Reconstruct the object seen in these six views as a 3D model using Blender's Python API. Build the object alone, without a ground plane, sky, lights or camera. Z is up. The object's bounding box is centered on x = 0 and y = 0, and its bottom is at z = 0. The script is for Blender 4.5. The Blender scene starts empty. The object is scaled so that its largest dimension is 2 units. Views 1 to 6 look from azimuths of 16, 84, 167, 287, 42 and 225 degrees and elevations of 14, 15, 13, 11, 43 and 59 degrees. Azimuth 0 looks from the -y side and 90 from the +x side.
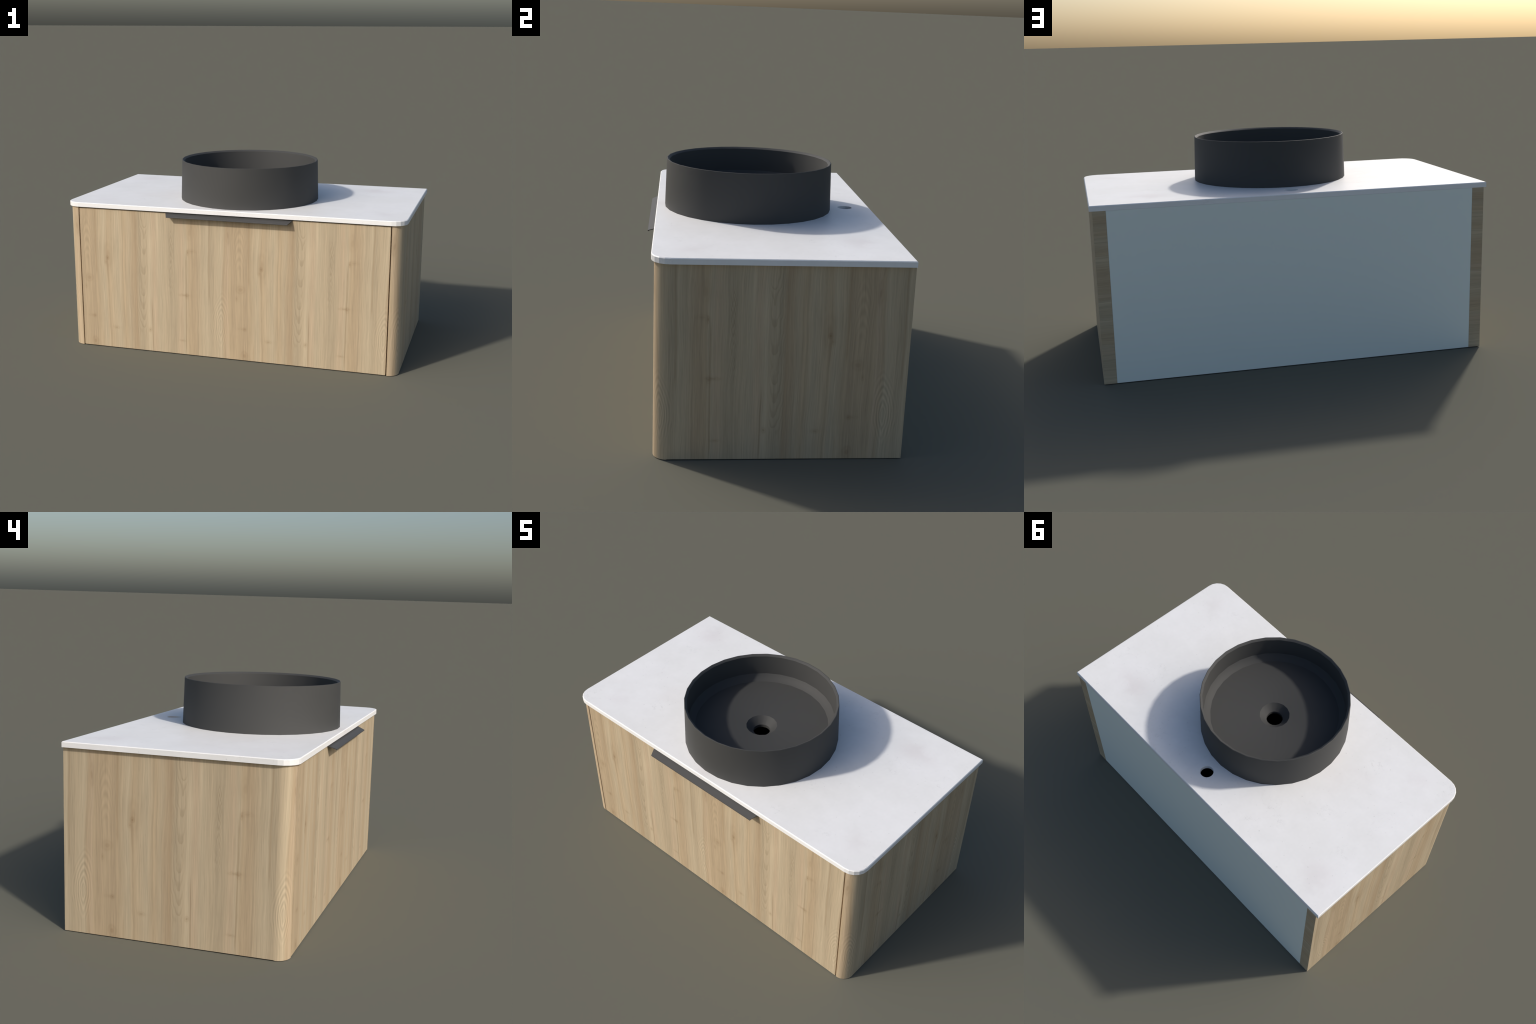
# Wall-hung bathroom vanity: wood cabinet with rounded front corners, one drawer
# with a folded metal pull, white stone top and a round dark counter basin.
import bpy, bmesh, math
from mathutils import Vector

# ------------------------------------------------------------------ sizes (m)
TOP_Z, TOP_H = 0.8826, 0.0261            # stone top: upper face, thickness
TOP_BOTTOM = TOP_Z - TOP_H
TOP_FRONT, BACK = -0.5200, 0.5527
TOP_R, TOP_STEPS = 0.080, 5              # front corner radius, facets
CAB_X, CAB_FRONT, CAB_R = 0.9858, -0.5080, 0.0623
DRAWER_X = 0.9170
BASIN_C, BASIN_N = (0.0, -0.0680), 31
TAP_C, TAP_R = (0.0, 0.4247), 0.0365

# ------------------------------------------------------------------ helpers
def new_object(name, bm, mats, parent, sharp_angle=None):
    me = bpy.data.meshes.new(name)
    bmesh.ops.recalc_face_normals(bm, faces=bm.faces[:])
    bm.to_mesh(me)
    bm.free()
    for m in mats:
        me.materials.append(m)
    ob = bpy.data.objects.new(name, me)
    bpy.context.scene.collection.objects.link(ob)
    if parent is not None:
        ob.parent = parent
    if sharp_angle is not None:
        me.polygons.foreach_set("use_smooth", [True] * len(me.polygons))
        me.set_sharp_from_angle(angle=math.radians(sharp_angle))
    return ob


def box(bm, x0, x1, y0, y1, z0, z1):
    v = [bm.verts.new((x, y, z)) for z in (z0, z1) for y in (y0, y1) for x in (x0, x1)]
    fs = []
    for q in ((0, 1, 3, 2), (4, 5, 7, 6), (0, 1, 5, 4), (2, 3, 7, 6), (0, 2, 6, 4), (1, 3, 7, 5)):
        fs.append(bm.faces.new([v[i] for i in q]))
    return fs


def prism(bm, outline, z0, z1):
    """Extrude a closed xy outline between two heights."""
    lo = [bm.verts.new((x, y, z0)) for x, y in outline]
    hi = [bm.verts.new((x, y, z1)) for x, y in outline]
    n = len(outline)
    bm.faces.new(lo)
    bm.faces.new(hi)
    for i in range(n):
        bm.faces.new((lo[i], lo[(i + 1) % n], hi[(i + 1) % n], hi[i]))


def arc(cx, cy, r, a0, a1, n):
    return [(cx + r * math.cos(math.radians(a0 + (a1 - a0) * i / n)),
             cy + r * math.sin(math.radians(a0 + (a1 - a0) * i / n))) for i in range(n + 1)]


class Nodes:
    """Small writer for shader maths."""
    def __init__(self, mat):
        self.t = mat.node_tree
        self.n, self.l = self.t.nodes, self.t.links
        self.n.clear()

    def put(self, sock, val):
        if isinstance(val, (int, float)):
            sock.default_value = val
        elif isinstance(val, tuple):
            sock.default_value = val if len(val) == len(sock.default_value) else val[:len(sock.default_value)]
        else:
            self.l.new(val, sock)

    def m(self, op, a, b=0.0, c=0.0, clamp=False):
        nd = self.n.new("ShaderNodeMath")
        nd.operation = op
        nd.use_clamp = clamp
        for i, v in enumerate((a, b, c)):
            self.put(nd.inputs[i], v)
        return nd.outputs[0]

    def add(self, a, b): return self.m("ADD", a, b)
    def sub(self, a, b): return self.m("SUBTRACT", a, b)
    def mul(self, a, b): return self.m("MULTIPLY", a, b)
    def mad(self, a, b, c): return self.m("MULTIPLY_ADD", a, b, c)

    def total(self, items):
        s = items[0]
        for i in items[1:]:
            s = self.add(s, i)
        return s

    def step(self, x, lo, hi):
        nd = self.n.new("ShaderNodeMapRange")
        nd.interpolation_type = "SMOOTHSTEP"
        self.put(nd.inputs[0], x)
        self.put(nd.inputs[1], lo)
        self.put(nd.inputs[2], hi)
        return nd.outputs[0]

    def band(self, x, lo, hi, soft):
        """1 between lo and hi, fading to 0 over soft."""
        return self.mul(self.step(x, lo - soft, lo + soft), self.sub(1.0, self.step(x, hi - soft, hi + soft)))

    def bell(self, q):
        """exp(-q)"""
        return self.m("EXPONENT", self.mul(q, -1.0))

    def vec(self, x, y, z):
        nd = self.n.new("ShaderNodeCombineXYZ")
        for i, v in enumerate((x, y, z)):
            self.put(nd.inputs[i], v)
        return nd.outputs[0]

    def noise(self, v, scale=1.0, detail=3.0, rough=0.5, dist=0.0):
        nd = self.n.new("ShaderNodeTexNoise")
        self.put(nd.inputs["Vector"], v)
        nd.inputs["Scale"].default_value = scale
        nd.inputs["Detail"].default_value = detail
        nd.inputs["Roughness"].default_value = rough
        nd.inputs["Distortion"].default_value = dist
        return nd.outputs[0]

    def mix(self, f, a, b, mode="MIX"):
        nd = self.n.new("ShaderNodeMix")
        nd.data_type = "RGBA"
        nd.blend_type = mode
        self.put(nd.inputs[0], f)
        self.put(nd.inputs[6], a)
        self.put(nd.inputs[7], b)
        return nd.outputs[2]

    def ramp(self, f, stops, interp="LINEAR"):
        nd = self.n.new("ShaderNodeValToRGB")
        cr = nd.color_ramp
        cr.interpolation = interp
        while len(cr.elements) < len(stops):
            cr.elements.new(0.5)
        for e, (p, c) in zip(cr.elements, stops):
            e.position = p
            e.color = c if len(c) == 4 else (*c, 1.0)
        self.put(nd.inputs[0], f)
        return nd.outputs[0]

    def coords(self):
        tc = self.n.new("ShaderNodeTexCoord")
        sp = self.n.new("ShaderNodeSeparateXYZ")
        self.l.new(tc.outputs["Object"], sp.inputs[0])
        return tc.outputs["Object"], sp.outputs[0], sp.outputs[1], sp.outputs[2]

    def finish(self, color, rough, spec=0.5, bump=None, bump_strength=0.1, bump_dist=0.001):
        b = self.n.new("ShaderNodeBsdfPrincipled")
        o = self.n.new("ShaderNodeOutputMaterial")
        self.put(b.inputs["Base Color"], color)
        self.put(b.inputs["Roughness"], rough)
        b.inputs["Specular IOR Level"].default_value = spec
        if bump is not None:
            bp = self.n.new("ShaderNodeBump")
            bp.inputs["Strength"].default_value = bump_strength
            bp.inputs["Distance"].default_value = bump_dist
            self.put(bp.inputs["Height"], bump)
            self.l.new(bp.outputs[0], b.inputs["Normal"])
        self.l.new(b.outputs[0], o.inputs[0])


def lin(r, g, b):
    f = lambda c: c / 12.92 if c <= 0.04045 else ((c + 0.055) / 1.055) ** 2.4
    return (f(r / 255), f(g / 255), f(b / 255), 1.0)


def material(name):
    m = bpy.data.materials.new(name)
    m.use_nodes = True
    return m, Nodes(m)

# ------------------------------------------------------------------ wood
PERIOD, START = 0.944, -0.932     # width of the decor sheet and where it begins on the front

def wood(name, run):
    """Light elm laminate. run: 'front' = sheet laid along x, 'side' = along -y
    and round the corner, 'edge' = end strip with the grain lying across."""
    mat, N = material(name)
    obj, x, y, z = N.coords()
    if run == "front":
        u, v = x, z
    elif run == "side":
        u = N.add(N.mad(y, -1.0, -0.532), N.mul(N.sub(CAB_X, N.m("ABSOLUTE", x)), 0.55))
        v = z
    else:
        u, v = N.mad(z, 1.0, -0.45), N.m("ABSOLUTE", x)
    w = N.mul(N.m("FRACT", N.mul(N.sub(u, START), 1.0 / PERIOD)), PERIOD)

    # the figure wanders slightly along the grain
    sway = N.noise(N.vec(N.mul(w, 5.0), N.mul(v, 2.2), 1.7), 1.0, 2.0)
    ripple = N.noise(N.vec(N.mul(w, 26.0), N.mul(v, 7.0), 4.1), 1.0, 2.0)
    wd = N.add(N.mad(N.sub(sway, 0.5), 0.035, w), N.mul(N.sub(ripple, 0.5), 0.006))

    # broad colour bands across the sheet
    tan, light, pink = lin(184, 163, 133), lin(190, 173, 145), lin(189, 168, 140)
    green, brown, grey = lin(185, 167, 139), lin(180, 159, 130), lin(179, 162, 135)
    bands = [(0.00, tan), (0.02, brown), (0.05, tan), (0.095, brown), (0.12, tan), (0.175, light),
             (0.20, tan), (0.265, light), (0.30, tan), (0.335, green), (0.36, brown), (0.385, brown),
             (0.405, grey), (0.45, green), (0.47, light), (0.505, pink), (0.535, light), (0.58, green),
             (0.615, grey), (0.65, green), (0.69, pink), (0.715, light), (0.735, tan), (0.775, brown),
             (0.815, green), (0.85, light), (0.878, grey), (0.90, green), (0.945, light), (0.965, brown),
             (0.985, pink), (1.00, tan)]
    col = N.ramp(N.mul(wd, 1.0 / PERIOD), bands)

    # fine streaks of the grain, three widths
    s1 = N.noise(N.vec(N.mul(wd, 42.0), N.mul(v, 0.9), 0.3), 1.0, 3.0, 0.55)
    s2 = N.noise(N.vec(N.mul(wd, 150.0), N.mul(v, 2.2), 2.3), 1.0, 3.0, 0.6)
    s3 = N.noise(N.vec(N.mul(wd, 420.0), N.mul(v, 7.0), 5.3), 1.0, 2.0, 0.6)
    pores = N.step(N.noise(N.vec(N.mul(wd, 520.0), N.mul(v, 26.0), 8.3), 1.0, 1.0), 0.60, 0.78)
    cloud = N.noise(N.vec(N.mul(w, 9.0), N.mul(v, 4.0), 9.9), 1.0, 3.0)
    s4 = N.noise(N.vec(N.mul(wd, 85.0), N.mul(v, 1.4), 6.3), 1.0, 3.0, 0.6)
    tone = N.total([N.mul(N.sub(s1, 0.5), 0.20), N.mul(N.sub(s2, 0.5), 0.42), N.mul(N.sub(s4, 0.5), 0.28),
                    N.mul(N.sub(s3, 0.5), 0.42), N.mul(N.sub(cloud, 0.5), 0.14), N.mul(pores, -0.07)])

    wob = N.sub(N.noise(N.vec(N.mul(w, 30.0), N.mul(v, 12.0), 3.3), 1.0, 3.0), 0.5)
    wob2 = N.sub(N.noise(N.vec(N.mul(w, 10.0), N.mul(v, 5.0), 7.3), 1.0, 2.0), 0.5)

    # growth loops low on the sheet: pointed arches above, limbs running on below,
    # cut off on the right by straight grain
    dw = N.add(N.sub(w, 0.886), N.add(N.mul(wob2, 0.030), N.mul(N.sub(v, 0.21), -0.05)))
    dz = N.add(N.sub(v, 0.205), N.mul(wob2, 0.05))
    up, dn = N.m("MAXIMUM", dz, 0.0), N.m("MINIMUM", dz, 0.0)
    f = N.m("POWER", N.total([N.m("POWER", N.mul(N.m("ABSOLUTE", dw), 1 / 0.050), 1.6),
                              N.m("POWER", N.mul(up, 1 / 0.150), 1.6),
                              N.m("POWER", N.mul(N.m("ABSOLUTE", dn), 1 / 0.190), 1.6)]), 0.625)
    ring = N.m("SINE", N.mad(f, 29.0, N.mul(wob, 5.0)))
    fade = N.mul(N.sub(1.0, N.step(f, 0.75, 1.55)), N.step(f, 0.05, 0.3))
    loops = N.mul(ring, N.mul(fade, N.mul(N.sub(1.0, N.step(dw, 0.030, 0.050)), N.step(v, 0.03, 0.16))))

    # pale nested arches near the top of the sheet
    dw = N.add(N.sub(w, 0.055), N.mul(wob2, 0.01))
    g = N.mad(N.mul(dw, dw), 95.0, v)
    ph = N.m("SINE", N.add(N.mul(g, 2 * math.pi / 0.052), N.mul(wob, 2.5)))
    arches = N.mul(ph, N.mul(N.bell(N.mul(N.mul(dw, dw), 1 / 0.0011)), N.band(v, 0.56, 0.79, 0.06)))

    # long column of hanging tongues: steep long limbs on the left, short on the right
    mid = N.mad(v, 0.026, 0.402)
    dw = N.add(N.sub(w, mid), N.mul(wob2, 0.012))
    lf, rt = N.m("MAXIMUM", N.mul(dw, -1.0), 0.0), N.m("MAXIMUM", dw, 0.0)
    g = N.sub(v, N.add(N.mul(N.m("POWER", lf, 1.8), 72.0), N.mul(N.m("POWER", rt, 2.0), 210.0)))
    uneven = N.sub(N.noise(N.vec(3.7, N.mul(v, 9.0), 2.2), 1.0, 2.0), 0.5)
    saw = N.m("FRACT", N.add(N.mul(g, 1 / 0.095), N.total([N.mul(wob2, 3.0), N.mul(wob, 0.9), N.mul(uneven, 2.6)])))
    edge = N.add(N.mul(N.mul(N.step(saw, 0.0, 0.10), N.sub(1.0, N.step(saw, 0.10, 0.75))), 1.25), -0.22)
    tongues = N.mul(edge, N.mul(N.band(dw, -0.046, 0.016, 0.012), N.band(v, 0.10, 0.90, 0.05)))

    # narrow dark flecks
    dw = N.add(N.sub(w, N.mad(v, 0.018, 0.573)), N.mul(wob2, 0.010))
    g = N.sub(v, N.mul(N.m("ABSOLUTE", dw), 7.0))
    saw = N.m("FRACT", N.add(N.mul(g, 1 / 0.046), N.mul(wob, 1.6)))
    fl = N.mul(N.sub(1.0, N.step(saw, 0.0, 0.5)), N.step(s2, 0.40, 0.62))
    flecks = N.mul(fl, N.mul(N.bell(N.mul(N.mul(dw, dw), 1 / 0.00022)), N.band(v, 0.36, 0.74, 0.05)))

    # knots: across, height, half width, half height, strength
    knots = [(0.183, 0.555, 0.010, 0.011, 0.13), (0.172, 0.530, 0.008, 0.010, 0.07), (0.188, 0.575, 0.024, 0.060, 0.08),
             (0.062, 0.427, 0.022, 0.020, 0.09), (0.040, 0.375, 0.006, 0.012, 0.10),
             (0.689, 0.625, 0.005, 0.014, 0.15), (0.712, 0.632, 0.024, 0.010, 0.06),
             (0.664, 0.368, 0.026, 0.007, 0.11), (0.682, 0.362, 0.008, 0.016, 0.08),
             (0.088, 0.190, 0.007, 0.009, 0.14), (0.075, 0.195, 0.022, 0.008, 0.05),
             (0.445, 0.133, 0.008, 0.011, 0.13), (0.648, 0.085, 0.018, 0.006, 0.09),
             (0.228, 0.128, 0.017, 0.009, 0.10), (0.085, 0.030, 0.018, 0.025, 0.13),
             (0.930, 0.740, 0.012, 0.045, 0.10), (0.700, 0.740, 0.022, 0.040, 0.05)]
    spots = []
    kw = N.add(w, N.mul(wob, 0.016))
    kv = N.add(v, N.mul(wob, 0.02))
    for a, b, sw, sh, amt in knots:
        q = N.add(N.m("POWER", N.mul(N.sub(kw, a), 1 / sw), 2.0), N.m("POWER", N.mul(N.sub(kv, b), 1 / sh), 2.0))
        curl = N.mad(N.m("SINE", N.mul(N.m("SQRT", q), 7.0)), 0.28, 0.95)
        spots.append(N.mul(N.mul(N.bell(N.mul(q, 0.75)), curl), amt))
    knot = N.total(spots)

    # single dark vertical veins: across, half width, from, to, strength
    veins = [(0.676, 0.0040, 0.02, 0.60, 0.15), (0.462, 0.0035, 0.0, 0.30, 0.14), (0.818, 0.005, 0.35, 0.86, 0.12),
             (0.112, 0.005, 0.45, 0.86, 0.11), (0.361, 0.007, 0.0, 0.86, 0.07), (0.925, 0.004, 0.1, 0.6, 0.06),
             (0.140, 0.004, 0.0, 0.10, 0.08), (0.186, 0.006, 0.42, 0.54, 0.07)]
    lines = []
    for a, sw, lo, hi, amt in veins:
        q = N.m("POWER", N.mul(N.sub(N.mad(N.sub(sway, 0.5), 0.02, w), a), 1 / sw), 2.0)
        lines.append(N.mul(N.mul(N.bell(q), amt), N.band(v, lo, hi, 0.05)))
    vein = N.total(lines)

    shade = N.total([N.mul(loops, 0.12 if run == "side" else 0.09), N.mul(arches, 0.065), tone])
    dark = N.total([knot, vein])
    cool = N.add(N.mul(tongues, 0.14), N.mul(flecks, 0.55))
    c = N.mix(N.m("MULTIPLY", dark, 3.0, clamp=True), col, lin(141, 115, 84))
    c = N.mix(N.m("MULTIPLY", cool, 2.0, clamp=True), c, lin(140, 122, 95))
    k = N.add(1.0, shade)
    c = N.mix(1.0, c, N.vec(k, k, k), "MULTIPLY")
    N.finish(c, 0.55, 0.35, bump=s3, bump_strength=0.06, bump_dist=0.0005)
    return mat

# ------------------------------------------------------------------ other materials
def stone():
    mat, N = material("white_stone")
    obj, x, y, z = N.coords()
    big = N.noise(obj, 2.3, 4.0, 0.55)
    mid = N.noise(obj, 9.0, 5.0, 0.6)
    fine = N.noise(obj, 60.0, 3.0, 0.6)
    warp = N.noise(obj, 7.0, 4.0, 0.6)
    # broken hair veins where a warped field crosses its mean
    vx = N.noise(N.vec(N.mad(warp, 0.25, x), N.mad(mid, 0.12, y), z), 13.0, 5.0, 0.62, 0.6)
    hair = N.sub(1.0, N.step(N.m("ABSOLUTE", N.sub(vx, 0.5)), 0.0, 0.012))
    where = N.step(N.noise(obj, 5.0, 3.0, 0.6), 0.52, 0.68)
    speck = N.step(N.noise(obj, 85.0, 0.0), 0.80, 0.86)
    warm = N.step(N.noise(obj, 1.7, 3.0), 0.55, 0.75)
    c = N.mix(N.step(big, 0.35, 0.65), lin(241, 240, 238), lin(244, 243, 242))
    c = N.mix(N.mul(warm, 0.55), c, lin(239, 233, 231))
    # a few soft local smudges: place, half sizes, strength
    wx, wy = N.mad(N.sub(warp, 0.5), 0.12, x), N.mad(N.sub(mid, 0.5), 0.14, y)
    marks = [N.mul(N.bell(N.add(N.m("POWER", N.mul(N.sub(wx, a), 1 / sa), 2.0),
                                N.m("POWER", N.mul(N.sub(wy, b), 1 / sb), 2.0))), amt)
             for a, b, sa, sb, amt in ((0.70, 0.36, 0.10, 0.06, 0.60), (-0.84, 0.40, 0.10, 0.07, 0.55),
                                       (-0.02, -0.50, 0.05, 0.05, 0.45), (-0.80, -0.38, 0.06, 0.05, 0.35),
                                       (0.86, -0.36, 0.06, 0.06, 0.35))]
    c = N.mix(N.m("MULTIPLY", N.total(marks), 1.0, clamp=True), c, lin(230, 225, 224))
    k = N.total([1.0, N.mul(N.sub(mid, 0.5), 0.09), N.mul(N.sub(fine, 0.5), 0.05),
                 N.mul(N.mul(hair, where), -0.11), N.mul(speck, -0.12)])
    c = N.mix(1.0, c, N.vec(k, k, k), "MULTIPLY")
    N.finish(c, 0.45, 0.5)
    return mat


def plain(name, color, rough, spec=0.5, vary=0.03, scale=40.0):
    mat, N = material(name)
    obj, x, y, z = N.coords()
    k = N.mad(N.sub(N.noise(obj, scale, 3.0), 0.5), vary, 1.0)
    N.finish(N.mix(1.0, color, N.vec(k, k, k), "MULTIPLY"), rough, spec)
    return mat


WOOD_FRONT = wood("wood_laminate_front", "front")
WOOD_SIDE = wood("wood_laminate_side", "side")
WOOD_EDGE = wood("wood_laminate_edge", "edge")
STONE = stone()
CERAMIC = plain("matt_dark_ceramic", lin(67, 67, 66), 0.7, 0.35)
METAL = plain("dark_coated_metal", lin(68, 67, 66), 0.55, 0.42)
INSIDE = plain("board_blackened_as_unlit", lin(30, 29, 28), 0.8, 0.2)  # near-black base colour paints in the unlit gloom seen through holes
WHITE = plain("white_board", lin(240, 247, 240), 0.55, 0.4, 0.01, 12.0)

# ------------------------------------------------------------------ build
root = bpy.data.objects.new("bathroom_vanity", None)
root.empty_display_size = 0.2
bpy.context.scene.collection.objects.link(root)
root["label"] = "light wood bathroom vanity with white top and dark round basin"
root["category"] = "bathroom vanity"

# --- stone top: rounded front corners in flat facets, tap hole and drain hole
def top_outline(inset):
    r = TOP_R - inset
    pts = [(1 - inset, BACK - inset), (-1 + inset, BACK - inset)]
    pts += arc(-1 + TOP_R, TOP_FRONT + TOP_R, r, 180, 270, TOP_STEPS)
    pts += arc(1 - TOP_R, TOP_FRONT + TOP_R, r, 270, 360, TOP_STEPS)
    return pts

def ring(bm, cx, cy, r, n, z, phase=0.0):
    return [bm.verts.new((cx + r * math.cos(2 * math.pi * i / n + phase),
                          cy + r * math.sin(2 * math.pi * i / n + phase), z)) for i in range(n)]

def skin(bm, a, b):
    n = len(a)
    return [bm.faces.new((a[i], a[(i + 1) % n], b[(i + 1) % n], b[i])) for i in range(n)]

def loop_edges(bm, vs):
    out = []
    for i in range(len(vs)):
        pair = (vs[i], vs[(i + 1) % len(vs)])
        out.append(bm.edges.get(pair) or bm.edges.new(pair))
    return out

bm = bmesh.new()
EASE = 0.0035                                     # eased upper edge of the stone
lo = [bm.verts.new((x, y, TOP_BOTTOM)) for x, y in top_outline(0)]
hi = [bm.verts.new((x, y, TOP_Z - EASE)) for x, y in top_outline(0)]
up = [bm.verts.new((x, y, TOP_Z)) for x, y in top_outline(EASE)]
skin(bm, lo, hi)
skin(bm, hi, up)
holes = ((TAP_C, TAP_R, 24), (BASIN_C, 0.14, 32))
rims = {TOP_Z: [], TOP_BOTTOM: []}
for (cx, cy), r, n in holes:
    a, b = ring(bm, cx, cy, r, n, TOP_Z), ring(bm, cx, cy, r, n, TOP_BOTTOM)
    skin(bm, a, b)
    rims[TOP_Z].append(a)
    rims[TOP_BOTTOM].append(b)
for z, outer in ((TOP_Z, up), (TOP_BOTTOM, lo)):
    es = loop_edges(bm, outer)
    for h in rims[z]:
        es += loop_edges(bm, h)
    bmesh.ops.triangle_fill(bm, use_beauty=True, use_dissolve=False, edges=es)
top = new_object("countertop", bm, [STONE], root)

# --- side panels: flat outside, quarter-round front corner
def side_panel(s):
    bm = bmesh.new()
    inner = CAB_X - CAB_R
    pts = [(CAB_X, BACK - 0.0002)] + arc(inner, CAB_FRONT + CAB_R, CAB_R, 0, -90, 14) + [(inner - 0.0002, CAB_FRONT + 0.0005), (inner - 0.0002, BACK - 0.0002)]
    prism(bm, [(s * x, y) for x, y in pts], 0.0, TOP_BOTTOM)
    for v in bm.verts:                            # only the rounded corner stands right down
        if v.co.z < 0.001 and v.co.y > CAB_FRONT + CAB_R + 0.001:
            v.co.z = 0.0006
        elif v.co.z < 0.001 and v.co.y > CAB_FRONT + CAB_R - 0.001:
            v.co.z = 0.0022
    bm.faces.ensure_lookup_table()
    for f in bm.faces:
        if f.calc_center_median().y > BACK - 0.002:
            f.material_index = 1
    return new_object("side_panel", bm, [WOOD_SIDE, WOOD_EDGE], root, 30)

for s in (1, -1):
    side_panel(s)

# --- drawer front with its pull
DRAWER_TOP = 0.8490
bm = bmesh.new()
box(bm, -DRAWER_X, DRAWER_X, CAB_FRONT, CAB_FRONT + 0.040, 0.0024, DRAWER_TOP)
drawer = new_object("drawer_front", bm, [WOOD_FRONT], root)
bv = drawer.modifiers.new("eased_edges", "BEVEL")
bv.width, bv.segments, bv.limit_method = 0.0010, 2, "ANGLE"

# folded sheet: lies on the drawer's upper edge, slopes out and down, ends in a small lip
bm = bmesh.new()
T = 0.0028
sheet = [(-0.4700, DRAWER_TOP + T + 0.0002, 0.3755), (-0.5080, DRAWER_TOP + T + 0.0002, 0.3755), (-0.5522, 0.8350, 0.3560),
         (-0.5527, 0.8335, 0.3557), (-0.5522, 0.8302, 0.3557), (-0.5482, 0.8300, 0.3565), (-0.5478, 0.8325, 0.3570),
         (-0.5070, DRAWER_TOP + 0.0002, 0.3755), (-0.4700, DRAWER_TOP + 0.0002, 0.3755)]
a = [bm.verts.new((-hx, y, z)) for y, z, hx in sheet]
b = [bm.verts.new((hx, y, z)) for y, z, hx in sheet]
skin(bm, a, b)
bm.faces.new(a)
bm.faces.new(b)
new_object("drawer_pull", bm, [METAL], drawer)

# --- back and bottom boards close the carcass
bm = bmesh.new()
box(bm, -0.9228, 0.9228, BACK - 0.036, BACK - 0.0006, 0.0012, TOP_BOTTOM - 0.0004)
new_object("back_panel", bm, [WHITE], root)
bm = bmesh.new()
box(bm, -0.9228, 0.9228, CAB_FRONT + 0.046, BACK - 0.038, 0.010, 0.046)
new_object("bottom_panel", bm, [INSIDE], root)
bm = bmesh.new()                                  # floor of the drawer box
box(bm, -0.8900, 0.8900, CAB_FRONT + 0.041, 0.2300, 0.120, 0.136)
new_object("drawer_floor", bm, [INSIDE], drawer)
bm = bmesh.new()                                  # stops behind the gaps beside the drawer
for s in (1, -1):
    box(bm, s * 0.9174, s * 0.9230, CAB_FRONT + 0.0220, CAB_FRONT + 0.0400, 0.004, DRAWER_TOP - 0.002)
new_object("drawer_stop", bm, [WOOD_SIDE], root)

# --- basin: turned profile with 31 sides, coved inside, sloping floor, coned drain
bm = bmesh.new()
cx, cy = BASIN_C
COVE_TOP, FLOOR_EDGE = (0.3885, 0.9945), (0.3550, 0.9620)
profile = [(0.0600, 0.8810), (0.4125, 0.8810), (0.4056, 1.1165), (0.4030, 1.1176), (0.3985, 1.1150), (0.3915, 1.1085)]
for i in range(5):                                # shallow cove that meets the floor in a crease
    t = i / 4
    bulge = 0.0034 * math.sin(math.pi * t)
    profile.append((COVE_TOP[0] + (FLOOR_EDGE[0] - COVE_TOP[0]) * t + bulge * 0.7,
                    COVE_TOP[1] + (FLOOR_EDGE[1] - COVE_TOP[1]) * t - bulge * 0.7))
rings = [ring(bm, cx, cy, r, BASIN_N, z) for r, z in profile]
for a, b in zip(rings, rings[1:]):
    skin(bm, a, b)
DRAIN_N = 16
drain_profile = [(0.0830, 0.9430), (0.0465, 0.9090), (0.0455, 0.9080), (0.0455, 0.8910), (0.0600, 0.8905)]
dr = [ring(bm, cx, cy, r, DRAIN_N, z, math.pi / 16) for r, z in drain_profile]
for a, b in zip(dr, dr[1:]):
    skin(bm, a, b)
bmesh.ops.triangle_fill(bm, use_beauty=True, use_dissolve=False,
                        edges=loop_edges(bm, rings[-1]) + loop_edges(bm, dr[0]))
basin = new_object("basin", bm, [CERAMIC], root, 28)
